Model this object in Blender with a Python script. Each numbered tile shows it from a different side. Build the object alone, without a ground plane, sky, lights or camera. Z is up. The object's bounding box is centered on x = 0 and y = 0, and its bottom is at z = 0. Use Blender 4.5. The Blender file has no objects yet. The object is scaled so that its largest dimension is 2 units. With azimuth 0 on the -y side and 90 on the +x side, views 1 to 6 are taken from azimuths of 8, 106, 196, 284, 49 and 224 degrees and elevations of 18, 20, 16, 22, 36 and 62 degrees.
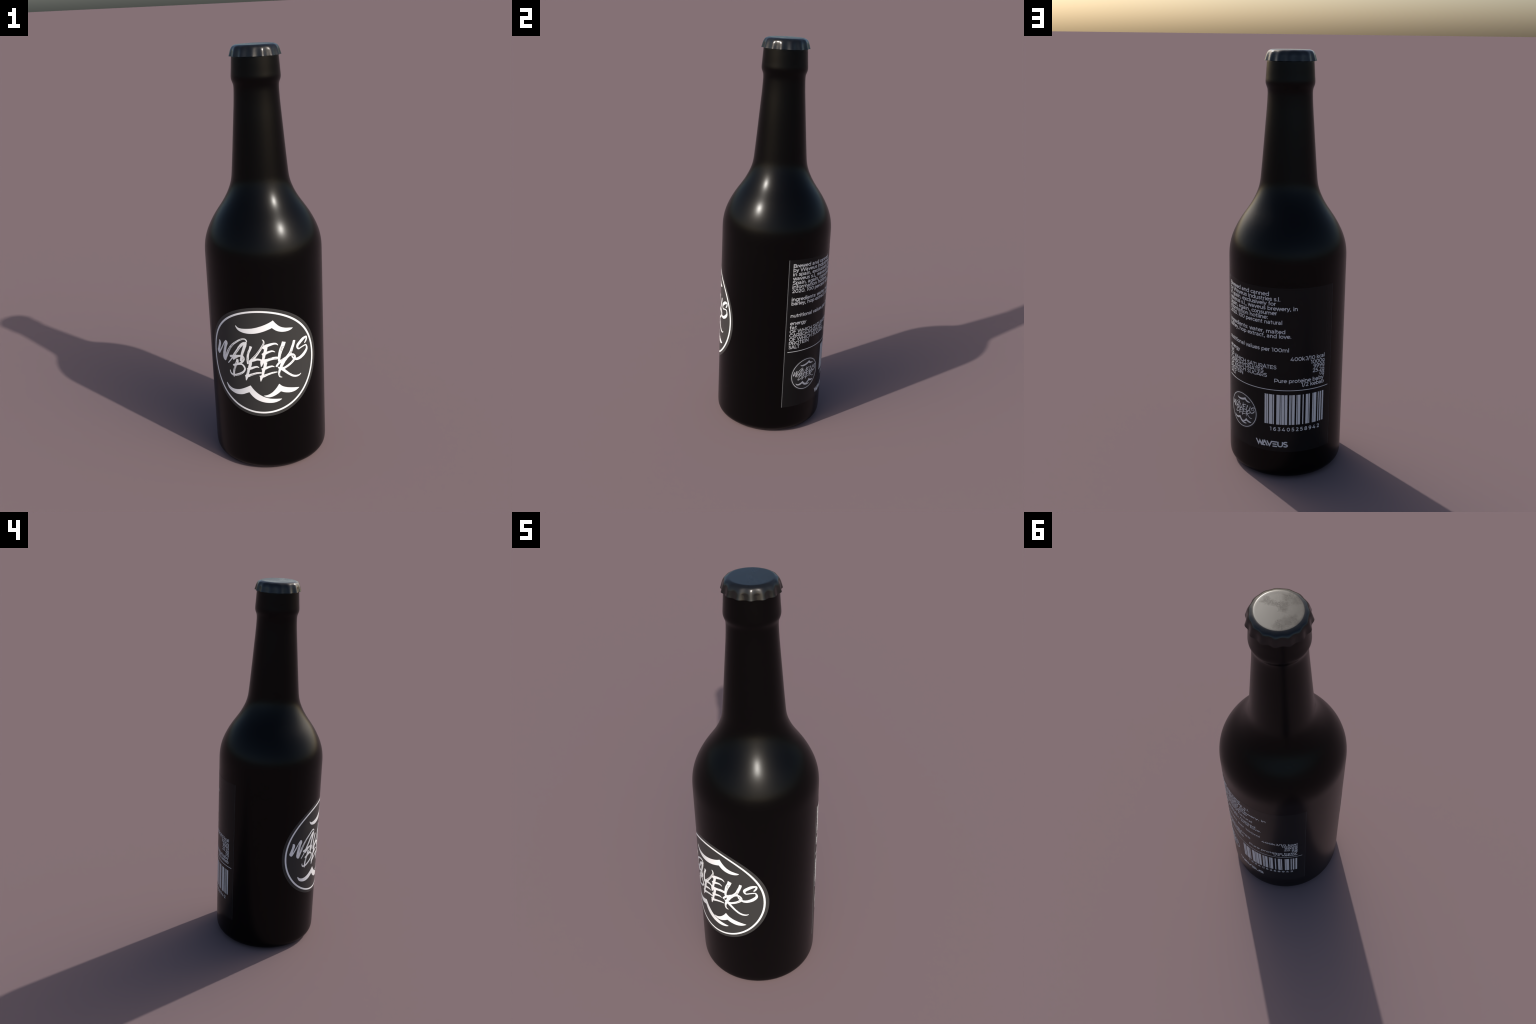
"""A tall dark long-neck beer bottle with a fluted crown cap, a round front
label with brush lettering and waves, and a printed label on the back.

Frame: metres, z up, bottle axis = z axis, base at z = 0, height 2.0.
"Azimuth" is measured in degrees from the -y axis towards +x.
"""
import bpy
import math
import random
from mathutils import Vector, noise

random.seed(7)
SCENE = bpy.context.scene.collection
BODY_RADIUS = 0.2798          # straight wall of the bottle
SHEET_RADIUS = BODY_RADIUS + 0.00035   # outer face of a label
INK_RADIUS = SHEET_RADIUS + 0.00018    # outer face of the print


# --------------------------------------------------------------------------
# helpers
# --------------------------------------------------------------------------
def wrap(azimuth, z, radius):
    a = math.radians(azimuth)
    return Vector((radius * math.sin(a), -radius * math.cos(a), z))


def add_mesh(name, verts, faces, material, parent, smooth=True, kind=None):
    me = bpy.data.meshes.new(name)
    me.from_pydata([tuple(v) for v in verts], [], faces)
    me.validate()
    if smooth:
        me.polygons.foreach_set("use_smooth", [True] * len(me.polygons))
    me.materials.append(material)
    ob = bpy.data.objects.new(name, me)
    SCENE.objects.link(ob)
    ob.parent = parent
    if kind:
        ob["kind"] = kind
    return ob


def catmull(points, steps):
    """Smooth curve through control points of any dimension."""
    n, out = len(points), []
    for i in range(n - 1):
        p0, p1 = points[max(i - 1, 0)], points[i]
        p2, p3 = points[i + 1], points[min(i + 2, n - 1)]
        for s in range(steps):
            t = s / steps
            out.append(tuple(
                0.5 * (2 * b + (c - a) * t + (2 * a - 5 * b + 4 * c - d) * t * t
                       + (3 * b - a - 3 * c + d) * t ** 3)
                for a, b, c, d in zip(p0, p1, p2, p3)))
    out.append(tuple(points[-1]))
    return out


def print_layers(name, pieces, inner, material, parent, kind=None):
    """Wrap flat (azimuth, z) patches round the bottle as thin closed solids:
    each piece is (points, faces, outer radius). Outer faces are shaded round,
    as the bottle is; the rim walls stay crisp."""
    verts, all_faces, round_face = [], [], []
    for flat, faces, outer in pieces:
        n, base = len(flat), len(verts)
        verts += [wrap(a, z, outer) for a, z in flat] + [wrap(a, z, inner) for a, z in flat]
        oriented, edges = [], set()
        for f in faces:
            area = sum(flat[f[i - 1]][0] * flat[f[i]][1] - flat[f[i]][0] * flat[f[i - 1]][1]
                       for i in range(len(f)))
            if abs(area) < 1e-12:
                continue
            oriented.append(list(f) if area > 0 else list(f)[::-1])
        for f in oriented:
            edges |= {(f[i - 1], f[i]) for i in range(len(f))}
        for f in oriented:
            all_faces.append(tuple(v + base for v in f))
            round_face.append(True)
            all_faces.append(tuple(v + base + n for v in f[::-1]))
            round_face.append(False)
        for a, b in sorted(edges):
            if (b, a) not in edges:
                all_faces.append((b + base, a + base, a + base + n, b + base + n))
                round_face.append(False)
    me = bpy.data.meshes.new(name)
    me.from_pydata([tuple(v) for v in verts], [], all_faces)
    me.polygons.foreach_set("use_smooth", round_face)
    me.update()
    loop_normals = []
    for p, is_round in zip(me.polygons, round_face):
        for l in p.loop_indices:
            v = verts[me.loops[l].vertex_index]
            loop_normals.append(Vector((v.x, v.y, 0)).normalized() if is_round else p.normal.copy())
    me.normals_split_custom_set(loop_normals)
    me.materials.append(material)
    ob = bpy.data.objects.new(name, me)
    SCENE.objects.link(ob)
    ob.parent = parent
    if kind:
        ob["kind"] = kind
    return ob


def print_patch(name, flat, faces, outer, inner, material, parent, kind=None):
    return print_layers(name, [(flat, faces, outer)], inner, material, parent, kind)


def grid_patch(a0, a1, z0, z1, na, nz):
    flat = [(a0 + (a1 - a0) * i / na, z0 + (z1 - z0) * j / nz)
            for j in range(nz + 1) for i in range(na + 1)]
    w = na + 1
    faces = [(j * w + i, j * w + i + 1, (j + 1) * w + i + 1, (j + 1) * w + i)
             for j in range(nz) for i in range(na)]
    return flat, faces


# --------------------------------------------------------------------------
# materials
# --------------------------------------------------------------------------
def new_material(name, colour, roughness, specular=0.5, metallic=0.0):
    m = bpy.data.materials.new(name)
    m.use_nodes = True
    b = m.node_tree.nodes["Principled BSDF"]
    b.inputs["Base Color"].default_value = (*colour, 1)
    b.inputs["Roughness"].default_value = roughness
    b.inputs["Specular IOR Level"].default_value = specular
    b.inputs["Metallic"].default_value = metallic
    return m, m.node_tree, b


def ramp(tree, source, stops):
    r = tree.nodes.new("ShaderNodeValToRGB")
    els = r.color_ramp.elements
    for i, (pos, value) in enumerate(stops):
        e = els[i] if i < 2 else els.new(pos)
        e.position, e.color = pos, (value, value, value, 1)
    tree.links.new(source, r.inputs["Fac"])
    return r.outputs["Color"]


def noise_node(tree, coord, scale, detail=4.0, rough=0.55, distortion=0.0, stretch=None):
    n = tree.nodes.new("ShaderNodeTexNoise")
    n.inputs["Scale"].default_value = scale
    n.inputs["Detail"].default_value = detail
    n.inputs["Roughness"].default_value = rough
    n.inputs["Distortion"].default_value = distortion
    if stretch:
        mp = tree.nodes.new("ShaderNodeMapping")
        mp.inputs["Scale"].default_value = stretch
        tree.links.new(coord, mp.inputs["Vector"])
        coord = mp.outputs["Vector"]
    tree.links.new(coord, n.inputs["Vector"])
    return n.outputs["Fac"]


def make_glass():
    m, t, b = new_material("dark_bottle_glass", (0.0008, 0.0007, 0.0007), 0.26, 0.18)
    co = t.nodes.new("ShaderNodeTexCoord").outputs["Object"]
    t.links.new(ramp(t, noise_node(t, co, 6.0), [(0.3, 0.25), (0.7, 0.27)]),
                b.inputs["Roughness"])
    return m


# worn, rubbed areas on the cap top: centre x, y and radius
RUBBED = [(0.062, -0.004, 0.017), (0.040, -0.011, 0.017), (0.022, -0.020, 0.014),
          (0.002, -0.028, 0.019), (-0.006, -0.012, 0.012), (0.014, -0.063, 0.017),
          (-0.014, -0.072, 0.018), (-0.056, 0.018, 0.018), (-0.054, -0.006, 0.013),
          (-0.047, 0.044, 0.020), (-0.070, -0.002, 0.014)]


def make_cap_top():
    m, t, b = new_material("worn_cap_lacquer", (0.006, 0.006, 0.006), 0.30, 0.5, 0.0)
    co = t.nodes.new("ShaderNodeTexCoord").outputs["Object"]

    def math_node(op, a, c):
        n = t.nodes.new("ShaderNodeMath")
        n.operation = op
        for k, v in enumerate((a, c)):
            if isinstance(v, (int, float)):
                n.inputs[k].default_value = v
            else:
                t.links.new(v, n.inputs[k])
        return n.outputs[0]

    # patches where handling rubbed the lacquer smooth, with torn outlines
    warp = t.nodes.new("ShaderNodeTexNoise")
    warp.inputs["Scale"].default_value, warp.inputs["Detail"].default_value = 45.0, 4.0
    t.links.new(co, warp.inputs["Vector"])
    shift = t.nodes.new("ShaderNodeVectorMath")
    shift.operation = "MULTIPLY_ADD"
    t.links.new(warp.outputs["Color"], shift.inputs[0])
    shift.inputs[1].default_value = (0.044, 0.044, 0.0)
    t.links.new(co, shift.inputs[2])
    patch = 0.0
    for x, y, r in RUBBED:
        d = t.nodes.new("ShaderNodeVectorMath")
        d.operation = "DISTANCE"
        t.links.new(shift.outputs[0], d.inputs[0])
        d.inputs[1].default_value = (x + 0.022, y + 0.022, 2.0)
        patch = math_node("MAXIMUM", patch, math_node("SUBTRACT", 1.15, math_node("DIVIDE", d.outputs["Value"], 1.2 * r)))
    grain = ramp(t, noise_node(t, co, 170.0, 8.0, 0.85, 3.0), [(0.46, 0.0), (0.56, 1.0)])
    rubbed = ramp(t, math_node("MULTIPLY", ramp(t, patch, [(0.0, 0.0), (0.75, 1.0)]), grain),
                  [(0.0, 0.0), (1.0, 1.0)])
    # the gloss is uneven: duller towards one side of the cap
    dot = t.nodes.new("ShaderNodeVectorMath")
    dot.operation = "DOT_PRODUCT"
    t.links.new(co, dot.inputs[0])
    dot.inputs[1].default_value = (3.6, 3.6, 0.0)
    side = math_node("ADD", math_node("ADD", dot.outputs["Value"], 0.35),
                     math_node("MULTIPLY", noise_node(t, co, 24.0, 3.0), 0.3))
    haze = ramp(t, side, [(0.0, 0.225), (1.0, 0.325)])
    mix = t.nodes.new("ShaderNodeMix")
    mix.data_type = "FLOAT"
    t.links.new(rubbed, mix.inputs[0])
    t.links.new(haze, mix.inputs[2])
    mix.inputs[3].default_value = 0.13
    t.links.new(mix.outputs[0], b.inputs["Roughness"])
    return m


def make_cap_skirt():
    m, t, b = new_material("black_cap_lacquer", (0.006, 0.006, 0.006), 0.2, 0.5)
    co = t.nodes.new("ShaderNodeTexCoord").outputs["Object"]
    t.links.new(ramp(t, noise_node(t, co, 30.0), [(0.3, 0.19), (0.7, 0.22)]), b.inputs["Roughness"])
    return m


def make_paper(name, value, tint=(1, 1, 1), roughness=0.27, specular=0.18):
    m, t, b = new_material(name, tuple(value * c for c in tint), roughness, specular)
    return m


GLASS = make_glass()
CAP_TOP = make_cap_top()
CAP_SKIRT = make_cap_skirt()
FRONT_PAPER = make_paper("charcoal_label_paper", 0.044, (1, 0.985, 0.965))
BACK_PAPER = make_paper("black_label_paper", 0.0082, (1, 1, 1))
WHITE_INK = make_paper("white_ink", 0.95)
GREY_INK = make_paper("white_print", 0.72)
EDGE_INK = make_paper("label_edge_line", 0.17)
FAINT_INK = make_paper("faint_edge_line", 0.055)


# --------------------------------------------------------------------------
# the bottle
# --------------------------------------------------------------------------
bottle = bpy.data.objects.new("beer_bottle", None)
SCENE.objects.link(bottle)
bottle["label"] = "tall black long-neck beer bottle with crown cap and labels"
bottle["category"] = "beer bottle"

# hollow underside and rounded foot, (radius, z), from the middle outwards
BASE = [(0.0, 0.022), (0.08, 0.020), (0.15, 0.014), (0.20, 0.005), (0.222, 0.001),
        (0.2355, 0.0), (0.2488, 0.0022), (0.2613, 0.0083), (0.2706, 0.0182), (0.2768, 0.0305),
        (0.2791, 0.045), (0.2797, 0.062)]
# radius over height above the foot: wall, shoulder, tapering neck, collar
WALL_AND_NECK = [(0.09, 0.2798), (0.4, 0.2798), (0.7, 0.2798), (0.95, 0.2798), (1.03, 0.2798),
                 (1.085, 0.2783), (1.14, 0.2673), (1.19, 0.2465), (1.24, 0.2175),
                 (1.29, 0.1830), (1.34, 0.1552), (1.39, 0.1376), (1.44, 0.1307),
                 (1.51, 0.1246), (1.60, 0.1173), (1.69, 0.1101), (1.76, 0.1048),
                 (1.795, 0.1030), (1.818, 0.1028), (1.831, 0.1046), (1.842, 0.1087),
                 (1.852, 0.1117), (1.863, 0.1123), (1.880, 0.1112), (1.910, 0.1092),
                 (1.950, 0.1065)]
LIP = [(0.1030, 1.972), (0.094, 1.984), (0.075, 1.986)]
SHOULDER_FROM, NECK_FROM, COLLAR_FROM = 1.04, 1.39, 1.822


def natural_spline(points):
    """C2 cubic spline r(z) through the points."""
    n = len(points) - 1
    x, y = [p[0] for p in points], [p[1] for p in points]
    h = [x[i + 1] - x[i] for i in range(n)]
    lo, mu, zz = [1.0], [0.0], [0.0]
    for i in range(1, n):
        al = 3 * (y[i + 1] - y[i]) / h[i] - 3 * (y[i] - y[i - 1]) / h[i - 1]
        lo.append(2 * (x[i + 1] - x[i - 1]) - h[i - 1] * mu[-1])
        mu.append(h[i] / lo[-1])
        zz.append((al - h[i - 1] * zz[-1]) / lo[-1])
    c = [0.0] * (n + 1)
    for i in range(n - 1, -1, -1):
        c[i] = zz[i] - mu[i] * c[i + 1] if i else 0.0

    def value(t):
        i = max(k for k in range(n) if x[k] <= t or k == 0)
        d = t - x[i]
        b = (y[i + 1] - y[i]) / h[i] - h[i] * (c[i + 1] + 2 * c[i]) / 3
        return y[i] + b * d + c[i] * d * d + (c[i + 1] - c[i]) / (3 * h[i]) * d ** 3
    return value


def lathe(segments=176):
    """Revolve one smooth profile; cut it by region into meshes that share
    border vertices and the normals of the whole surface."""
    radius = natural_spline(WALL_AND_NECK)
    curve = catmull(BASE, 6)
    heights = [0.075, 0.09, 0.12, 0.2, 0.35, 0.5, 0.65, 0.8, 0.92, 0.98, 1.01]
    heights += [1.02 + 0.005 * i for i in range(187)]
    curve += [(BODY_RADIUS if z < 1.02 else radius(z), z) for z in heights]
    curve += catmull(LIP, 5)
    cuts = [("bottle_body", SHOULDER_FROM), ("bottle_shoulder", NECK_FROM),
            ("bottle_neck", COLLAR_FROM), ("mouth_collar", 9.0)]
    cuts = [(name, max(i for i, p in enumerate(curve) if p[1] <= top)) for name, top in cuts[:-1]]
    cuts.append(("mouth_collar", len(curve) - 1))
    tangents = []
    for i in range(len(curve)):
        a, b = curve[max(i - 1, 0)], curve[min(i + 1, len(curve) - 1)]
        tangents.append((b[0] - a[0], b[1] - a[1]))
    first, made = 0, []
    for name, last in cuts:
        verts, normals, faces = [], [], []
        for i in range(first, last + 1):
            r, z = curve[i]
            tr, tz = tangents[i]
            for s in range(segments):
                c, sn = math.cos(math.tau * s / segments), math.sin(math.tau * s / segments)
                verts.append((r * c, r * sn, z))
                normals.append(Vector((tz * c, tz * sn, -tr)).normalized())
        for i in range(last - first):
            for s in range(segments):
                s2 = (s + 1) % segments
                faces.append((i * segments + s, i * segments + s2,
                              (i + 1) * segments + s2, (i + 1) * segments + s))
        if curve[first][0] < 1e-6:          # close the pole with one vertex
            verts = verts[segments:]
            normals = normals[segments:]
            faces = [tuple(v - segments for v in f) for f in faces[segments:]]
            verts.append((0, 0, curve[first][1]))
            normals.append(Vector((0, 0, -1)))
            p = len(verts) - 1
            faces += [(p, (s + 1) % segments, s) for s in range(segments)]
        ob = add_mesh(name, verts, faces, GLASS, bottle)
        ob.data.normals_split_custom_set_from_vertices(normals)
        made.append(ob)
        first = last
    return made


lathe()


# --------------------------------------------------------------------------
# crown cap: round top, skirt pressed into fifteen flutes
# --------------------------------------------------------------------------
FLUTES = 15
RIDGE = [(0.0, 2.0), (0.04, 2.0), (0.070, 2.0), (0.0825, 2.0), (0.0868, 1.9996), (0.0936, 1.9974),
         (0.1006, 1.9937), (0.1060, 1.9873), (0.1104, 1.9783), (0.1134, 1.9690),
         (0.1160, 1.9600), (0.1186, 1.9520)]
VALLEY = [(0.0, 2.0), (0.04, 2.0), (0.070, 2.0), (0.0825, 2.0), (0.0868, 1.9996), (0.0934, 1.9973),
          (0.0996, 1.9934), (0.1042, 1.9866), (0.1071, 1.9778), (0.1086, 1.9690),
          (0.1104, 1.9600), (0.1120, 1.9520)]


def build_cap():
    segments = FLUTES * 20
    ridge, valley = catmull(RIDGE, 4), catmull(VALLEY, 4)
    # skirt is a sheet: after the lower edge the same shape comes back inside
    thickness = 0.0018
    rows = [(a, b, 0.0) for a, b in zip(ridge, valley)]
    rows += [((a[0], a[1]), (b[0], b[1]), thickness) for a, b in zip(ridge[:-17:-1], valley[:-17:-1])]
    verts, faces = [(0, 0, 2.0)], []
    for a, b, inset in rows[1:]:
        for s in range(segments):
            az = 360.0 * s / segments
            k = (0.5 + 0.5 * math.cos(math.radians(az * FLUTES))) ** 1.0
            r = b[0] + (a[0] - b[0]) * k - inset
            z = b[1] + (a[1] - b[1]) * k - (inset if inset and a[1] > 1.9525 else 0)
            verts.append(tuple(wrap(az, z, r)))
    faces += [(0, 1 + s, 1 + (s + 1) % segments) for s in range(segments)]
    for i in range(len(rows) - 2):
        for s in range(segments):
            s2 = (s + 1) % segments
            o = 1 + i * segments
            faces.append((o + s2, o + s, o + segments + s, o + segments + s2))
    ob = add_mesh("crown_cap", verts, faces, CAP_SKIRT, bottle)
    ob.data.materials.append(CAP_TOP)
    for p in ob.data.polygons:               # the flat round face is worn
        if p.center.z > 1.9990 and p.normal.z > 0.5:
            p.material_index = 1
    ob.data.set_sharp_from_angle(angle=math.radians(50))
    return ob


build_cap()


# --------------------------------------------------------------------------
# emblem art in disc units: x, y in -1..1 over the label disc
# --------------------------------------------------------------------------
# brush strokes: letter, how dry the brush runs, spine points (x, y, width)
BRUSH_STROKES = [
    ("W", 0, [(-0.797, 0.275, 0.023), (-0.775, 0.259, 0.050), (-0.775, 0.220, 0.063), (-0.796, 0.158, 0.061), (-0.813, 0.104, 0.070), (-0.821, 0.064, 0.078), (-0.804, 0.023, 0.018)]),
    ("W", 0, [(-0.803, 0.035, 0.028), (-0.753, 0.114, 0.029), (-0.702, 0.198, 0.024), (-0.660, 0.272, 0.018), (-0.626, 0.312, 0.019)]),
    ("W", 0.1, [(-0.625, 0.324, 0.018), (-0.614, 0.286, 0.072), (-0.634, 0.214, 0.061), (-0.657, 0.124, 0.065), (-0.674, 0.034, 0.069), (-0.670, -0.019, 0.068), (-0.648, -0.056, 0.026)]),
    ("A", 0.6, [(-0.649, -0.042, 0.032), (-0.620, 0.040, 0.047), (-0.580, 0.130, 0.052), (-0.527, 0.219, 0.043), (-0.459, 0.301, 0.036), (-0.376, 0.369, 0.032), (-0.316, 0.408, 0.030), (-0.270, 0.424, 0.027), (-0.238, 0.420, 0.025), (-0.217, 0.398, 0.022), (-0.213, 0.378, 0.015)]),
    ("A", 0.1, [(-0.246, 0.359, 0.038), (-0.292, 0.329, 0.053), (-0.347, 0.264, 0.051), (-0.399, 0.183, 0.047), (-0.453, 0.105, 0.043), (-0.496, 0.035, 0.026), (-0.540, -0.025, 0.021), (-0.587, -0.084, 0.018)]),
    ("A", 0.1, [(-0.226, 0.376, 0.033), (-0.246, 0.315, 0.058), (-0.275, 0.229, 0.053), (-0.301, 0.155, 0.049), (-0.315, 0.093, 0.047), (-0.335, 0.007, 0.036)]),
    ("A", 0.0, [(-0.545, 0.054, 0.038), (-0.487, 0.067, 0.048), (-0.423, 0.086, 0.042), (-0.356, 0.103, 0.030)]),
    ("B", 0.2, [(-0.484, 0.014, 0.048), (-0.424, 0.062, 0.038), (-0.356, 0.100, 0.035), (-0.304, 0.098, 0.046), (-0.282, 0.061, 0.043), (-0.297, 0.017, 0.040), (-0.340, -0.030, 0.038), (-0.401, -0.061, 0.034)]),
    ("B", 0.4, [(-0.396, 0.033, 0.039), (-0.402, -0.019, 0.058), (-0.430, -0.079, 0.048), (-0.452, -0.139, 0.041), (-0.473, -0.204, 0.041), (-0.479, -0.260, 0.036), (-0.480, -0.318, 0.013)]),
    ("B", 0.15, [(-0.485, -0.100, 0.034), (-0.439, -0.079, 0.040), (-0.377, -0.055, 0.033), (-0.318, -0.049, 0.029), (-0.283, -0.078, 0.033), (-0.266, -0.123, 0.033), (-0.288, -0.175, 0.035), (-0.339, -0.220, 0.041), (-0.400, -0.255, 0.043), (-0.464, -0.280, 0.038), (-0.517, -0.277, 0.035), (-0.549, -0.247, 0.025), (-0.553, -0.206, 0.014)]),
    ("V", 0.2, [(-0.147, 0.303, 0.051), (-0.166, 0.243, 0.043), (-0.193, 0.182, 0.041), (-0.207, 0.110, 0.042), (-0.211, 0.039, 0.043), (-0.211, -0.026, 0.029)]),
    ("V", 0.6, [(-0.187, 0.018, 0.032), (-0.126, 0.071, 0.053), (-0.066, 0.146, 0.043), (-0.006, 0.236, 0.038), (0.038, 0.311, 0.037), (0.062, 0.369, 0.029), (0.059, 0.412, 0.022), (0.037, 0.433, 0.007)]),
    ("E", 0.1, [(-0.160, 0.039, 0.055), (-0.174, -0.045, 0.055), (-0.200, -0.126, 0.052), (-0.220, -0.200, 0.047), (-0.239, -0.268, 0.051), (-0.254, -0.337, 0.011)]),
    ("E", 0.0, [(-0.165, 0.033, 0.046), (-0.106, 0.055, 0.046), (-0.049, 0.071, 0.038), (0.007, 0.063, 0.030), (0.032, 0.052, 0.012)]),
    ("E", 0.0, [(-0.227, -0.123, 0.035), (-0.166, -0.104, 0.046), (-0.107, -0.077, 0.037), (-0.060, -0.065, 0.030), (-0.027, -0.079, 0.009)]),
    ("E", 0.2, [(-0.267, -0.261, 0.047), (-0.216, -0.247, 0.052), (-0.150, -0.215, 0.040), (-0.075, -0.185, 0.035), (-0.013, -0.176, 0.030), (0.018, -0.176, 0.012)]),
    ("E", 0, [(0.097, 0.311, 0.064), (0.083, 0.228, 0.055), (0.060, 0.152, 0.055), (0.046, 0.081, 0.047), (0.024, 0.017, 0.064), (0.007, -0.061, 0.013)]),
    ("E", 0, [(0.040, 0.274, 0.043), (0.086, 0.311, 0.056), (0.148, 0.334, 0.051), (0.215, 0.351, 0.038), (0.259, 0.346, 0.028), (0.289, 0.317, 0.007)]),
    ("E", 0, [(0.027, 0.159, 0.038), (0.070, 0.177, 0.050), (0.137, 0.207, 0.038), (0.193, 0.219, 0.029), (0.237, 0.198, 0.009)]),
    ("E", 0.15, [(0.002, 0.023, 0.051), (0.059, 0.042, 0.064), (0.132, 0.066, 0.051), (0.205, 0.086, 0.052), (0.267, 0.086, 0.051), (0.284, 0.077, 0.025)]),
    ("E", 0.0, [(0.080, 0.022, 0.064), (0.066, -0.061, 0.053), (0.041, -0.133, 0.053), (0.026, -0.211, 0.041), (0.001, -0.270, 0.047), (-0.010, -0.336, 0.011)]),
    ("E", 0, [(0.013, -0.113, 0.038), (0.059, -0.097, 0.051), (0.127, -0.070, 0.039), (0.183, -0.058, 0.029), (0.219, -0.074, 0.008)]),
    ("E", 0.2, [(-0.021, -0.254, 0.058), (0.036, -0.237, 0.051), (0.105, -0.206, 0.039), (0.179, -0.181, 0.033), (0.230, -0.173, 0.026), (0.264, -0.173, 0.013)]),
    ("U", 0.3, [(0.385, 0.365, 0.073), (0.366, 0.302, 0.070), (0.334, 0.230, 0.066), (0.309, 0.144, 0.055), (0.297, 0.062, 0.045), (0.304, 0.016, 0.044)]),
    ("U", 0.2, [(0.563, 0.356, 0.046), (0.549, 0.301, 0.051), (0.515, 0.207, 0.052), (0.479, 0.132, 0.059), (0.429, 0.078, 0.055), (0.374, 0.017, 0.063), (0.337, -0.041, 0.052)]),
    ("R", 0.2, [(0.386, 0.035, 0.066), (0.349, -0.030, 0.058), (0.317, -0.103, 0.051), (0.292, -0.177, 0.037), (0.290, -0.229, 0.030), (0.303, -0.264, 0.024), (0.337, -0.279, 0.009)]),
    ("R", 0.35, [(0.247, -0.074, 0.035), (0.280, -0.026, 0.039), (0.327, 0.019, 0.046), (0.399, 0.065, 0.041), (0.465, 0.096, 0.038), (0.521, 0.109, 0.032), (0.561, 0.075, 0.033), (0.566, 0.025, 0.040), (0.536, -0.012, 0.044), (0.491, -0.050, 0.043), (0.435, -0.086, 0.042), (0.375, -0.113, 0.044), (0.322, -0.123, 0.053)]),
    ("R", 0.1, [(0.275, -0.077, 0.009), (0.300, -0.107, 0.037), (0.351, -0.134, 0.052), (0.408, -0.191, 0.045), (0.466, -0.246, 0.039), (0.527, -0.291, 0.037), (0.585, -0.311, 0.034), (0.638, -0.308, 0.023), (0.674, -0.286, 0.008)]),
    ("S", 0.0, [(0.763, 0.247, 0.022), (0.799, 0.296, 0.036), (0.803, 0.349, 0.029), (0.736, 0.336, 0.056), (0.671, 0.292, 0.059), (0.625, 0.248, 0.053), (0.620, 0.204, 0.036), (0.646, 0.177, 0.025), (0.695, 0.191, 0.023), (0.754, 0.204, 0.023), (0.792, 0.201, 0.024), (0.809, 0.149, 0.039), (0.796, 0.108, 0.054), (0.750, 0.059, 0.064), (0.690, 0.021, 0.059), (0.627, 0.001, 0.054), (0.569, 0.012, 0.040), (0.525, 0.056, 0.027), (0.513, 0.104, 0.018), (0.503, 0.145, 0.007)]),
]
# waves: upper and lower edge of each double crescent
WAVES = [
    ("crest", [(-0.397, 0.653), (-0.344, 0.614), (-0.237, 0.612), (-0.097, 0.633), (0.05, 0.68), (0.16, 0.73), (0.221, 0.769), (0.267, 0.707), (0.326, 0.651), (0.4, 0.616), (0.477, 0.601), (0.543, 0.591)],
     "trough", [(-0.399, 0.632), (-0.36, 0.577), (-0.28, 0.542), (-0.177, 0.531), (-0.064, 0.542), (0.046, 0.571), (0.143, 0.609), (0.202, 0.636), (0.251, 0.593), (0.311, 0.562), (0.385, 0.546), (0.462, 0.549), (0.515, 0.565), (0.543, 0.586)]),
    ("crest", [(-0.644, -0.471), (-0.585, -0.524), (-0.503, -0.549), (-0.395, -0.534), (-0.294, -0.489), (-0.184, -0.425), (-0.135, -0.495), (-0.063, -0.569), (0.022, -0.624), (0.12, -0.66), (0.218, -0.673), (0.319, -0.681)],
     "trough", [(-0.651, -0.488), (-0.606, -0.568), (-0.524, -0.614), (-0.431, -0.631), (-0.328, -0.613), (-0.257, -0.578), (-0.21, -0.555), (-0.154, -0.628), (-0.08, -0.687), (0.018, -0.727), (0.117, -0.743), (0.204, -0.739), (0.28, -0.714), (0.319, -0.687)]),
    ("crest", [(0.029, -0.605), (0.098, -0.589), (0.173, -0.542), (0.238, -0.469), (0.284, -0.396), (0.339, -0.448), (0.416, -0.484), (0.522, -0.513), (0.629, -0.538)],
     "trough", [(0.033, -0.611), (0.096, -0.635), (0.17, -0.625), (0.246, -0.586), (0.308, -0.54), (0.374, -0.57), (0.465, -0.59), (0.548, -0.583), (0.606, -0.557), (0.629, -0.543)]),
]
RING_OUTER, RING_INNER = 0.944, 0.913


class Disc:
    """Places emblem art on the bottle wall."""

    def __init__(self, azimuth, z, half_angle, half_height):
        self.azimuth, self.z = azimuth, z
        self.half_angle, self.half_height = half_angle, half_height

    def at(self, x, y):
        return self.azimuth + x * self.half_angle, self.z + y * self.half_height


def disc_faces(rings, segments):
    faces = [(0, 1 + s, 1 + (s + 1) % segments) for s in range(segments)]
    for k in range(rings - 1):
        for s in range(segments):
            s2 = (s + 1) % segments
            o = 1 + k * segments
            faces.append((o + s, o + segments + s, o + segments + s2, o + s2))
    return faces


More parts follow.
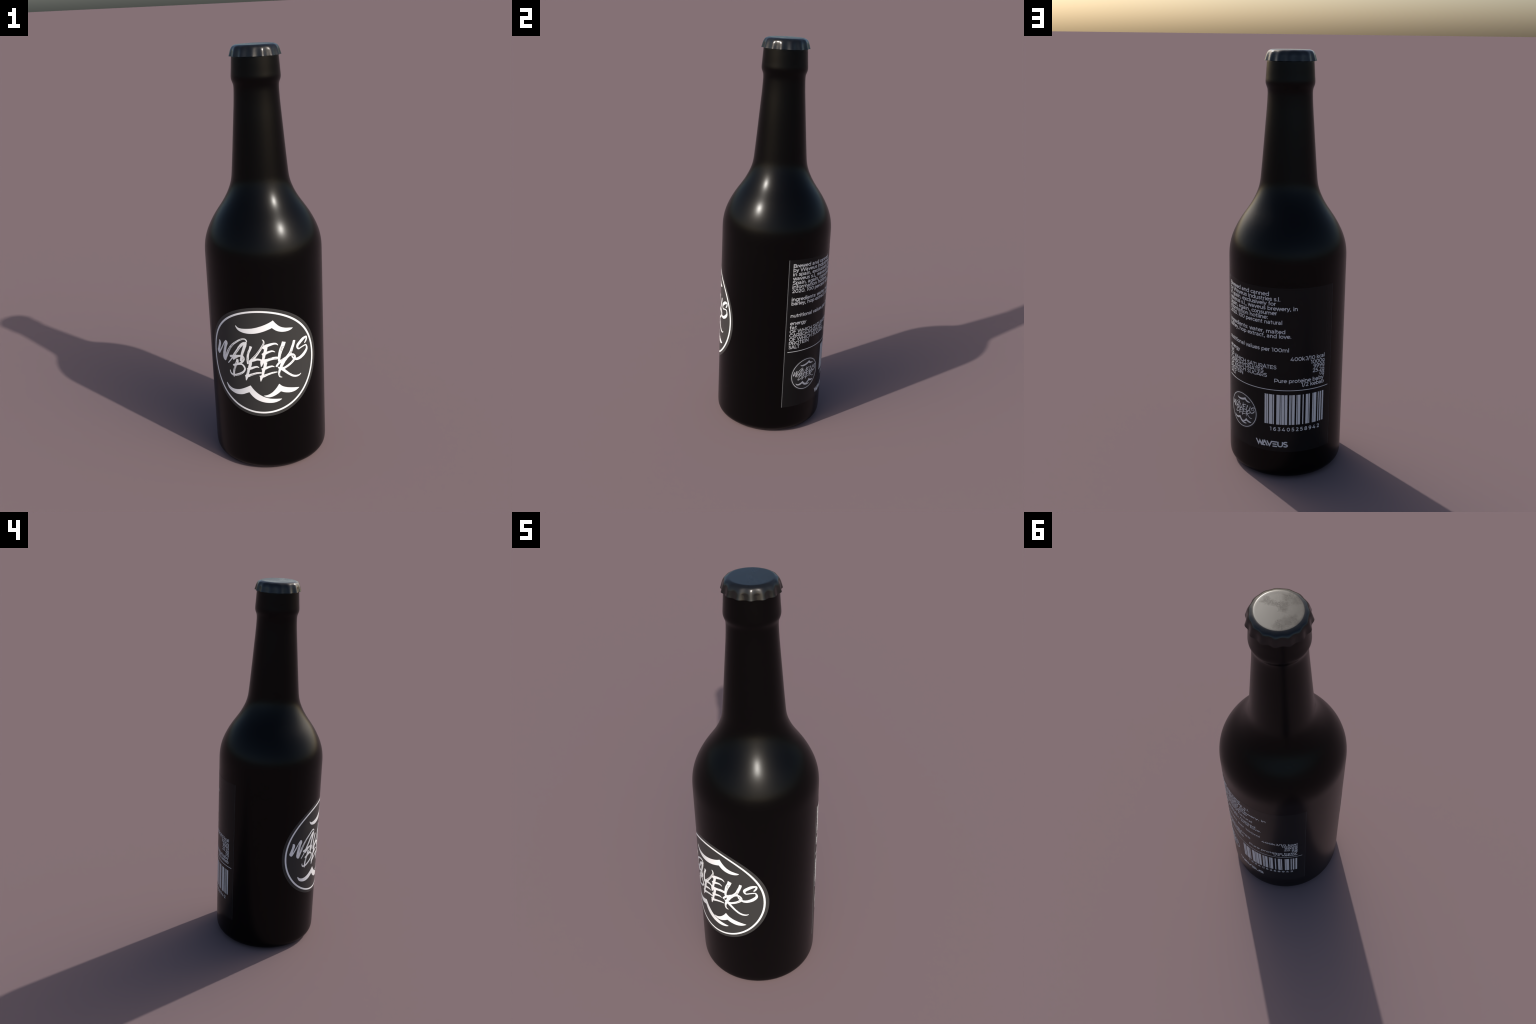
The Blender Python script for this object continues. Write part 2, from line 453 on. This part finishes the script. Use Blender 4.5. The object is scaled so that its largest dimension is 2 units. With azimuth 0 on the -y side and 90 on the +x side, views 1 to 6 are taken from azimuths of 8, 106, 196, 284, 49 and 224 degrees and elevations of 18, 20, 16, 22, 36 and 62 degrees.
def brush_stroke(points, dry, seed, weight):
    """A ribbon along a spine; a dry brush leaves long thin gaps between its
    bristles and a ragged edge. Returns flat points and faces in disc units."""
    aspect = 1.045                       # disc units are wider than tall
    spine = catmull(points, 9)
    n, cols = len(spine), 14
    rng = random.Random(seed * 17 + 3)
    flat, faces, gaps = [], [], set()
    for _ in range(round(dry * 14)):     # each bristle gap: a column, a run
        col, length = rng.randint(2, cols - 3), rng.uniform(0.12, 0.38)
        begin = rng.uniform(0.12, 0.90 - length)
        broad = rng.random() < 0.45
        for i in range(int(begin * n), int((begin + length) * n)):
            if noise.noise((i * 0.4, col * 3.3, seed * 1.9)) > -0.35:
                gaps.add((i, col))
                if broad:
                    gaps.add((i, col + 1))
    for i, (x, y, w) in enumerate(spine):
        x0, y0, _ = spine[max(i - 1, 0)]
        x1, y1, _ = spine[min(i + 1, n - 1)]
        dx, dy = (x1 - x0) * aspect, y1 - y0
        l = math.hypot(dx, dy) or 1.0
        nx, ny = -dy / l, dx / l
        w = max(w * weight, 0.004)
        rag_l = 1 + 0.10 * noise.noise((i * 0.45, seed * 3.1, 0.0))
        rag_r = 1 + 0.10 * noise.noise((i * 0.45, seed * 3.1, 9.0))
        for c in range(cols + 1):
            q = c / cols - 0.5
            q *= w * (rag_l if q < 0 else rag_r)
            flat.append((x + nx * q / aspect, y + ny * q))
    for i in range(n - 1):
        for c in range(cols):
            if (i, c) not in gaps:
                o, w = i * (cols + 1) + c, cols + 1
                faces.append((o, o + w, o + w + 1, o + 1))
    return flat, faces


def between_curves(upper, lower, n):
    """Surface between two edge curves, resampled by their share of length."""
    def resample(curve):
        fine = catmull(curve, 10)
        d = [0.0]
        for a, b in zip(fine, fine[1:]):
            d.append(d[-1] + math.hypot(b[0] - a[0], b[1] - a[1]))
        out, j = [], 0
        for i in range(n + 1):
            s = d[-1] * i / n
            while j < len(d) - 2 and d[j + 1] < s:
                j += 1
            t = (s - d[j]) / max(d[j + 1] - d[j], 1e-9)
            out.append(tuple(p + (q - p) * t for p, q in zip(fine[j], fine[j + 1])))
        return out
    u, l = resample(upper), resample(lower)
    flat, faces, rows = [], [], 3
    for a, b in zip(u, l):
        for k in range(rows + 1):
            t = k / rows
            flat.append((a[0] + (b[0] - a[0]) * t, a[1] + (b[1] - a[1]) * t))
    w = rows + 1
    for i in range(n):
        for k in range(rows):
            o = i * w + k
            faces.append((o, o + w, o + w + 1, o + 1))
    return flat, faces


def split_at_peak(points):
    """A wave edge has one sharp peak: give its two halves to the smoother
    separately by doubling the peak."""
    k = max(range(1, len(points) - 1), key=lambda i: points[i][1])
    return points[:k + 1], points[k:]


def emblem(disc, parent, paper, ink, weight, base):
    """Disc, ring, three waves and the brushed words; base = radius of the
    surface it lies on."""
    top = base + 0.00035
    rings, segments = 36, 144
    flat = [disc.at(0, 0)]
    for k in range(1, rings + 1):
        for s in range(segments):
            a = math.tau * s / segments
            flat.append(disc.at(k / rings * math.cos(a), k / rings * math.sin(a)))
    sheet = print_patch(parent[1], flat, disc_faces(rings, segments), top, base - 0.001,
                        paper, parent[0])
    flat, faces = [], []
    for k in range(3):
        rr = RING_INNER + (RING_OUTER - RING_INNER) * k / 2
        flat += [disc.at(rr * math.cos(math.tau * s / 192), rr * math.sin(math.tau * s / 192))
                 for s in range(192)]
    for k in range(2):
        for s in range(192):
            s2 = (s + 1) % 192
            faces.append((k * 192 + s, (k + 1) * 192 + s, (k + 1) * 192 + s2, k * 192 + s2))
    print_patch("label_ring", flat, faces, top + 0.0002, top - 0.0002, ink, sheet)
    for _, upper, _, lower in WAVES:
        u, l = split_at_peak(upper), split_at_peak(lower)
        f1, c1 = between_curves(u[0], l[0], 36)
        f2, c2 = between_curves(u[1], l[1], 36)
        rows = 4                               # join the halves at the peak
        start = len(f1) - rows
        faces = c1 + [tuple(v + start for v in f) for f in c2]
        flat = f1 + f2[rows:]
        print_patch("wave_mark", [disc.at(x, y) for x, y in flat], faces,
                    top + 0.00022, top - 0.0002, ink, sheet)
    for i, (letter, dry, points) in enumerate(BRUSH_STROKES):
        flat, faces = brush_stroke(points, dry, i + 1, weight)
        lift = 0.0002 + 0.00008 * (i % 7)
        print_patch("brush_stroke", [disc.at(x, y) for x, y in flat], faces,
                    top + lift, top - 0.0002, ink, sheet)
    return sheet


emblem(Disc(0.0, 0.5775, 59.8, 0.279), (bottle, "front_label"), FRONT_PAPER, WHITE_INK, 0.9,
       BODY_RADIUS)


# --------------------------------------------------------------------------
# back label
# --------------------------------------------------------------------------
LEFT, RIGHT, BOTTOM, TOP = 120.0, 243.5, 0.1505, 0.9712
flat, faces = grid_patch(LEFT, RIGHT, BOTTOM, TOP, 72, 8)
back = print_patch("back_label", flat, faces, SHEET_RADIUS, BODY_RADIUS - 0.001, BACK_PAPER, bottle)
INK_INNER = SHEET_RADIUS - 0.0003

flat, faces = grid_patch(LEFT, LEFT + 0.6, BOTTOM, TOP, 2, 8)
print_patch("label_edge_line", flat, faces, INK_RADIUS, INK_INNER, EDGE_INK, back)
flat, faces = grid_patch(RIGHT - 0.28, RIGHT, BOTTOM, TOP, 2, 8)
print_patch("label_edge_line", flat, faces, INK_RADIUS, INK_INNER, FAINT_INK, back)
flat, faces = grid_patch(123.5, 240.2, 0.4688, 0.4718, 72, 1)
print_patch("rule_line", flat, faces, INK_RADIUS, INK_INNER, GREY_INK, back)

# text lines: words, baseline z, azimuth where they begin and end
TEXT_LINES = [
    ("Brewed and canned", 0.9311, 124.8, 178.5),
    ("by Waveus Industries s.l.", 0.9090, 124.8, 189.2),
    ("in spain, exclusively for", 0.8868, 124.8, 185.1),
    ("waveus s.l., waveus brewery, in", 0.8645, 124.8, 205.6),
    ("Spain, again, consumer", 0.8420, 124.8, 186.3),
    ("information hotline:", 0.8200, 124.8, 177.5),
    ("2020. 100 percent natural", 0.7974, 124.7, 191.3),
    ("ingredients: water, malted", 0.7528, 124.8, 194.3),
    ("barley, hop extract, and love.", 0.7304, 124.8, 199.9),
    ("nutritional values per 100ml", 0.6634, 124.7, 198.0),
    ("energy", 0.6218, 124.6, 143.9),
    ("fat", 0.5985, 124.6, 132.2),
    ("OF WHICH SATURATES", 0.5758, 124.6, 186.4),
    ("CARBOHYDRATES", 0.5541, 124.5, 173.6),
    ("OF WHICH SUGARS", 0.5320, 124.5, 177.1),
    ("PROTEIN", 0.5101, 124.5, 148.8),
    ("SALT", 0.4878, 124.5, 137.0),
    ("400kJ/10 kcal", 0.6194, 199.4, 235.1),
    ("1000g", 0.5970, 219.7, 235.2),
    ("999g", 0.5755, 222.6, 235.2),
    ("25.2g", 0.5525, 221.8, 235.2),
    ("0g", 0.5322, 229.7, 235.2),
    ("Pure proteine baby", 0.5095, 184.5, 234.8),
    ("1/2 kebab", 0.4880, 210.5, 235.2),
]
CAP_HEIGHT = 0.0192


def arc(cx, cy, rx, ry, a0, a1, n=14):
    return [(cx + rx * math.cos(math.radians(a0 + (a1 - a0) * i / n)),
             cy + ry * math.sin(math.radians(a0 + (a1 - a0) * i / n))) for i in range(n + 1)]


def geometric_alphabet():
    """Round geometric sans as pen strokes: letter -> (advance, strokes).
    Capitals are 1 high, x-height 0.75; the pen is about 0.15 wide."""
    o = arc(0.40, 0.375, 0.30, 0.30, 0, 360, 24)
    big_o = arc(0.56, 0.5, 0.45, 0.425, 0, 360, 28)

    def arch(x):
        return [(x, 0), (x, 0.40)]

    g = {}
    g[" "] = (0.38, [])
    g["."] = (0.30, [[(0.15, 0.0), (0.15, 0.15)]])
    g[","] = (0.30, [[(0.17, 0.15), (0.16, 0.0), (0.11, -0.15)]])
    g[":"] = (0.30, [[(0.15, 0.0), (0.15, 0.15)], [(0.15, 0.52), (0.15, 0.67)]])
    g["/"] = (0.50, [[(0.02, -0.12), (0.46, 1.08)]])
    g["a"] = (0.74, [catmull([(0.10, 0.60), (0.20, 0.66), (0.32, 0.675), (0.46, 0.63), (0.54, 0.48)], 4)
                     + [(0.54, 0.0)],
                     catmull([(0.54, 0.41), (0.32, 0.41), (0.16, 0.36), (0.11, 0.23), (0.16, 0.11),
                              (0.30, 0.07), (0.44, 0.11), (0.54, 0.24)], 4)])
    g["b"] = (0.82, [[(0.14, 0), (0.14, 1.06)], arc(0.43, 0.375, 0.30, 0.30, 0, 360, 24)])
    g["c"] = (0.68, [arc(0.40, 0.375, 0.31, 0.30, 42, 318, 20)])
    g["d"] = (0.84, [[(0.70, 0), (0.70, 1.06)], o])
    g["e"] = (0.76, [arc(0.40, 0.375, 0.31, 0.30, -42, -350, 22) + [(0.10, 0.34)]])
    g["f"] = (0.46, [[(0.20, 0), (0.20, 0.82)] + arc(0.36, 0.84, 0.16, 0.15, 180, 75, 6),
                     [(0.05, 0.66), (0.42, 0.66)]])
    g["g"] = (0.84, [o, [(0.70, 0.73), (0.70, 0.05)] + arc(0.42, 0.04, 0.28, 0.26, 0, -145, 10)])
    g["h"] = (0.80, [[(0.14, 0), (0.14, 1.06)],
                     arch(0.14) + arc(0.40, 0.42, 0.26, 0.255, 180, 0, 12)[1:] + [(0.66, 0)]])
    g["i"] = (0.30, [[(0.15, 0), (0.15, 0.74)], [(0.15, 0.88), (0.15, 1.04)]])
    g["l"] = (0.30, [[(0.15, 0), (0.15, 1.06)]])
    g["k"] = (0.76, [[(0.14, 0), (0.14, 1.06)], [(0.16, 0.26), (0.64, 0.74)], [(0.34, 0.42), (0.70, 0.0)]])
    g["m"] = (1.24, [[(0.14, 0), (0.14, 0.74)],
                     arch(0.14) + arc(0.38, 0.42, 0.24, 0.255, 180, 0, 12)[1:] + [(0.62, 0)],
                     arch(0.62) + arc(0.86, 0.42, 0.24, 0.255, 180, 0, 12)[1:] + [(1.10, 0)]])
    g["n"] = (0.80, [[(0.14, 0), (0.14, 0.74)],
                     arch(0.14) + arc(0.40, 0.42, 0.26, 0.255, 180, 0, 12)[1:] + [(0.66, 0)]])
    g["o"] = (0.80, [o])
    g["p"] = (0.82, [[(0.14, -0.27), (0.14, 0.74)], arc(0.43, 0.375, 0.30, 0.30, 0, 360, 24)])
    g["r"] = (0.48, [[(0.14, 0), (0.14, 0.74)], [(0.14, 0.40)] + arc(0.42, 0.40, 0.28, 0.27, 160, 92, 6)])
    g["s"] = (0.62, [catmull([(0.55, 0.60), (0.44, 0.66), (0.30, 0.675), (0.15, 0.61), (0.13, 0.49),
                              (0.30, 0.40), (0.48, 0.33), (0.52, 0.20), (0.42, 0.09), (0.28, 0.07),
                              (0.07, 0.14)], 4)])
    g["t"] = (0.50, [[(0.20, 0.94), (0.20, 0.20)] + arc(0.34, 0.20, 0.14, 0.13, 180, 290, 6),
                     [(0.05, 0.66), (0.42, 0.66)]])
    g["u"] = (0.80, [[(0.14, 0.74), (0.14, 0.34)] + arc(0.40, 0.33, 0.26, 0.255, 180, 360, 12) + [(0.66, 0.74)],
                     [(0.66, 0), (0.66, 0.4)]])
    g["v"] = (0.68, [[(0.05, 0.74), (0.34, 0.03), (0.63, 0.74)]])
    g["w"] = (1.06, [[(0.05, 0.74), (0.29, 0.03), (0.53, 0.72), (0.77, 0.03), (1.01, 0.74)]])
    g["x"] = (0.70, [[(0.07, 0.74), (0.63, 0.0)], [(0.63, 0.74), (0.07, 0.0)]])
    g["y"] = (0.68, [[(0.05, 0.74), (0.35, 0.03)], [(0.64, 0.74), (0.34, 0.02), (0.24, -0.16), (0.05, -0.20)]])
    g["A"] = (1.02, [[(0.05, 0), (0.51, 0.98), (0.97, 0)], [(0.22, 0.28), (0.80, 0.28)]])
    g["B"] = (0.96, [[(0.16, 0), (0.16, 1)],
                     [(0.16, 0.925), (0.52, 0.925)] + arc(0.55, 0.725, 0.20, 0.20, 90, -90, 8) + [(0.16, 0.52)],
                     [(0.50, 0.52)] + arc(0.60, 0.297, 0.22, 0.222, 90, -90, 8) + [(0.16, 0.075)]])
    g["C"] = (0.98, [arc(0.56, 0.5, 0.46, 0.425, 40, 320, 22)])
    g["D"] = (1.10, [[(0.16, 0.5), (0.16, 0.925), (0.50, 0.925)]
                     + arc(0.56, 0.5, 0.44, 0.425, 90, -90, 14) + [(0.16, 0.075), (0.16, 0.5)]])
    g["E"] = (0.88, [[(0.80, 0.925), (0.16, 0.925), (0.16, 0.075), (0.82, 0.075)], [(0.16, 0.51), (0.74, 0.51)]])
    g["F"] = (0.84, [[(0.80, 0.925), (0.16, 0.925), (0.16, 0.0)], [(0.16, 0.47), (0.72, 0.47)]])
    g["G"] = (1.06, [arc(0.56, 0.5, 0.46, 0.425, 40, 322, 22) + [(0.93, 0.48)]])
    g["H"] = (1.08, [[(0.16, 0), (0.16, 1)], [(0.92, 0), (0.92, 1)], [(0.16, 0.51), (0.92, 0.51)]])
    g["I"] = (0.36, [[(0.18, 0), (0.18, 1)]])
    g["J"] = (0.78, [[(0.18, 0.925), (0.60, 0.925), (0.60, 0.34)] + arc(0.36, 0.33, 0.24, 0.255, 0, -140, 8)])
    g["L"] = (0.80, [[(0.16, 1), (0.16, 0.075), (0.76, 0.075)]])
    g["N"] = (1.08, [[(0.16, 0), (0.16, 0.96), (0.92, 0.04), (0.92, 1)]])
    g["O"] = (1.12, [big_o])
    g["P"] = (0.92, [[(0.16, 0), (0.16, 0.925), (0.50, 0.925)] + arc(0.54, 0.62, 0.30, 0.305, 90, -90, 10)
                     + [(0.16, 0.315)]])
    g["R"] = (0.96, [[(0.16, 0), (0.16, 0.925), (0.50, 0.925)] + arc(0.54, 0.62, 0.30, 0.305, 90, -90, 10)
                     + [(0.16, 0.315)], [(0.58, 0.30), (0.84, 0.0)]])
    g["S"] = (0.84, [catmull([(0.74, 0.82), (0.60, 0.90), (0.42, 0.925), (0.20, 0.85), (0.16, 0.68),
                              (0.32, 0.56), (0.56, 0.48), (0.72, 0.36), (0.70, 0.17), (0.52, 0.08),
                              (0.34, 0.08), (0.09, 0.19)], 4)])
    g["T"] = (0.82, [[(0.02, 0.925), (0.80, 0.925)], [(0.41, 0), (0.41, 0.925)]])
    g["U"] = (1.04, [[(0.15, 1), (0.15, 0.44)] + arc(0.52, 0.44, 0.37, 0.365, 180, 360, 14) + [(0.89, 1)]])
    g["W"] = (1.56, [[(0.05, 1), (0.40, 0.04), (0.78, 0.97), (1.16, 0.04), (1.51, 1)]])
    g["Y"] = (0.94, [[(0.04, 1), (0.47, 0.36), (0.90, 1)], [(0.47, 0.0), (0.47, 0.40)]])
    g["0"] = (0.94, [arc(0.47, 0.5, 0.35, 0.425, 0, 360, 26)])
    g["1"] = (0.54, [[(0.02, 0.925), (0.32, 0.925), (0.32, 0.0)]])
    g["2"] = (0.82, [catmull([(0.09, 0.80), (0.22, 0.90), (0.40, 0.925), (0.60, 0.86), (0.64, 0.68),
                              (0.54, 0.50), (0.36, 0.30), (0.14, 0.09)], 4) + [(0.15, 0.075), (0.76, 0.075)]])
    g["3"] = (0.82, [[(0.10, 0.925), (0.64, 0.925), (0.36, 0.58)]
                     + catmull([(0.46, 0.57), (0.64, 0.49), (0.69, 0.33), (0.62, 0.15), (0.44, 0.08),
                                (0.26, 0.09), (0.07, 0.19)], 4)])
    g["4"] = (0.96, [[(0.56, 0.98), (0.10, 0.27), (0.88, 0.27)], [(0.64, 0.0), (0.64, 0.50)]])
    g["5"] = (0.84, [[(0.70, 0.925), (0.22, 0.925), (0.17, 0.56)]
                     + catmull([(0.40, 0.57), (0.62, 0.50), (0.70, 0.33), (0.63, 0.15), (0.44, 0.08),
                                (0.26, 0.09), (0.07, 0.18)], 4)])
    g["6"] = (0.88, [arc(0.46, 0.33, 0.31, 0.26, 0, 360, 20),
                     catmull([(0.71, 0.88), (0.54, 0.925), (0.34, 0.87), (0.18, 0.66), (0.15, 0.36)], 5)])
    g["8"] = (0.90, [arc(0.45, 0.295, 0.32, 0.222, 0, 360, 20), arc(0.45, 0.73, 0.27, 0.20, 0, 360, 20)])
    g["9"] = (0.88, [arc(0.42, 0.67, 0.31, 0.26, 0, 360, 20),
                     catmull([(0.17, 0.12), (0.34, 0.075), (0.54, 0.13), (0.70, 0.34), (0.73, 0.64)], 5)])
    return g


ALPHABET = geometric_alphabet()
PEN = 0.150


def subdivide(points, step):
    """Insert points so that no segment is longer than step: a ribbon has to
    follow the round wall."""
    out = [points[0]]
    for a, b in zip(points, points[1:]):
        k = max(1, math.ceil(math.dist(a, b) / step))
        out += [(a[0] + (b[0] - a[0]) * i / k, a[1] + (b[1] - a[1]) * i / k) for i in range(1, k + 1)]
    return out


def ribbon(points, width):
    """Constant-width ribbon with mitred corners (closed if it returns)."""
    points = subdivide(points, width * 1.1)
    closed = math.dist(points[0], points[-1]) < 1e-6 and len(points) > 8
    n, flat, faces = len(points), [], []

    def unit(a, b):
        l = math.dist(a, b) or 1.0
        return (b[0] - a[0]) / l, (b[1] - a[1]) / l
    for i, p in enumerate(points):
        before = points[i - 1] if i else (points[-2] if closed else None)
        after = points[i + 1] if i < n - 1 else (points[1] if closed else None)
        d1 = unit(p, after) if after else unit(before, p)
        d0 = unit(before, p) if before else d1
        mx, my = -(d0[1] + d1[1]), d0[0] + d1[0]
        l = math.hypot(mx, my) or 1.0
        mx, my = mx / l, my / l
        s = width / 2 / max(0.42, abs(-mx * d1[1] + my * d1[0]))
        flat += [(p[0] - mx * s, p[1] - my * s), (p[0] + mx * s, p[1] + my * s)]
    for i in range(n - 1):
        faces.append((2 * i, 2 * i + 2, 2 * i + 3, 2 * i + 1))
    return flat, faces


def text_patch(name, words, baseline, start, end, cap_height, pen=PEN, tracking=0.0):
    """Set a line of text in the alphabet above between two azimuths. The
    strokes of a letter lie in layers a tenth of a millimetre apart."""
    layers, pen_x = [], 0.0
    for ch in words:
        advance, strokes = ALPHABET[ch]
        for k, pts in enumerate(strokes):
            flat, faces = ribbon([(x + pen_x, y) for x, y in pts], pen)
            layers.append((k, flat, faces))
        pen_x += advance + tracking
    xs = [p[0] for _, flat, _ in layers for p in flat]
    x0, x1 = min(xs), max(xs)
    pieces = []
    for k, flat, faces in layers:
        mapped = [(start + (end - start) * (x - x0) / (x1 - x0), baseline + y * cap_height)
                  for x, y in flat]
        pieces.append((mapped, faces, INK_RADIUS + 0.00004 * k))
    return print_layers(name, pieces, INK_INNER, GREY_INK, back)


for words, baseline, start, end in TEXT_LINES:
    text_patch("text_line", words, baseline, start, end, CAP_HEIGHT)
text_patch("barcode_number", "163405258942", 0.2595, 180.6, 230.6, 0.0190, 0.17, 0.36)

# bar code: azimuth of each bar's left edge and its width in degrees
BARS = [(175.03, 1.64), (177.1, 1.45), (179.51, 3.26), (183.4, 1.04), (186.81, 3.17),
        (190.64, 0.96), (192.0, 2.28), (194.89, 2.42), (199.13, 1.06), (200.5, 0.71),
        (201.97, 2.45), (206.06, 0.88), (207.45, 2.39), (212.11, 1.06), (215.33, 2.57),
        (218.46, 1.01), (222.31, 1.05), (223.77, 2.8), (228.29, 1.06), (230.5, 1.49),
        (233.24, 1.7)]
for a, w in BARS:
    flat, faces = grid_patch(a, a + w, 0.2938, 0.4472, 2, 1)
    print_patch("barcode_bar", flat, faces, INK_RADIUS, INK_INNER, GREY_INK, back)


# word mark: monoline strokes, x in widths and y in heights of the mark
def mono_stroke(points, width, mark):
    az0, span, z0, height = mark
    k = math.radians(span) * BODY_RADIUS
    flat, faces = ribbon([(x * k, y * height) for x, y in points], width)
    return [(x / k * span + az0, y + z0) for x, y in flat], faces


MARK = (165.6, 32.4, 0.1755, 0.0270)
arc_u = [(0.782 + 0.069 * math.cos(a), 0.42 + 0.36 * math.sin(a))
         for a in (math.pi + math.pi * i / 10 for i in range(11))]
MARK_STROKES = [
    [(0.018, 1.0), (0.098, 0.10), (0.140, 0.80), (0.190, 0.10), (0.250, 1.0)],
    [(0.318, 0.06), (0.228, 0.06), (0.3030, 0.92), (0.384, 0.0)],
    [(0.374, 1.0), (0.4500, 0.10), (0.517, 0.94), (0.686, 0.94)],
    [(0.5485, 0.50), (0.672, 0.50)],
    [(0.5485, 0.06), (0.686, 0.06)],
    [(0.713, 1.0)] + arc_u + [(0.851, 1.0)],
    catmull([(0.990, 0.86), (0.955, 0.94), (0.915, 0.92), (0.889, 0.78), (0.902, 0.61),
             (0.942, 0.51), (0.980, 0.41), (0.994, 0.25), (0.972, 0.09), (0.930, 0.06),
             (0.884, 0.14)], 4),
]
for i, pts in enumerate(MARK_STROKES):
    flat, faces = mono_stroke(pts, 0.0060, MARK)
    print_patch("wordmark_stroke", flat, faces, INK_RADIUS + 0.00004 * (i % 3), INK_INNER,
                GREY_INK, back)

# small copy of the round emblem at the lower left of the back label
BADGE_PAPER = make_paper("charcoal_badge_paper", 0.030)
emblem(Disc(147.9, 0.3247, 19.4, 0.0920), (bottle, "badge_label"), BADGE_PAPER, GREY_INK, 0.75,
       SHEET_RADIUS)
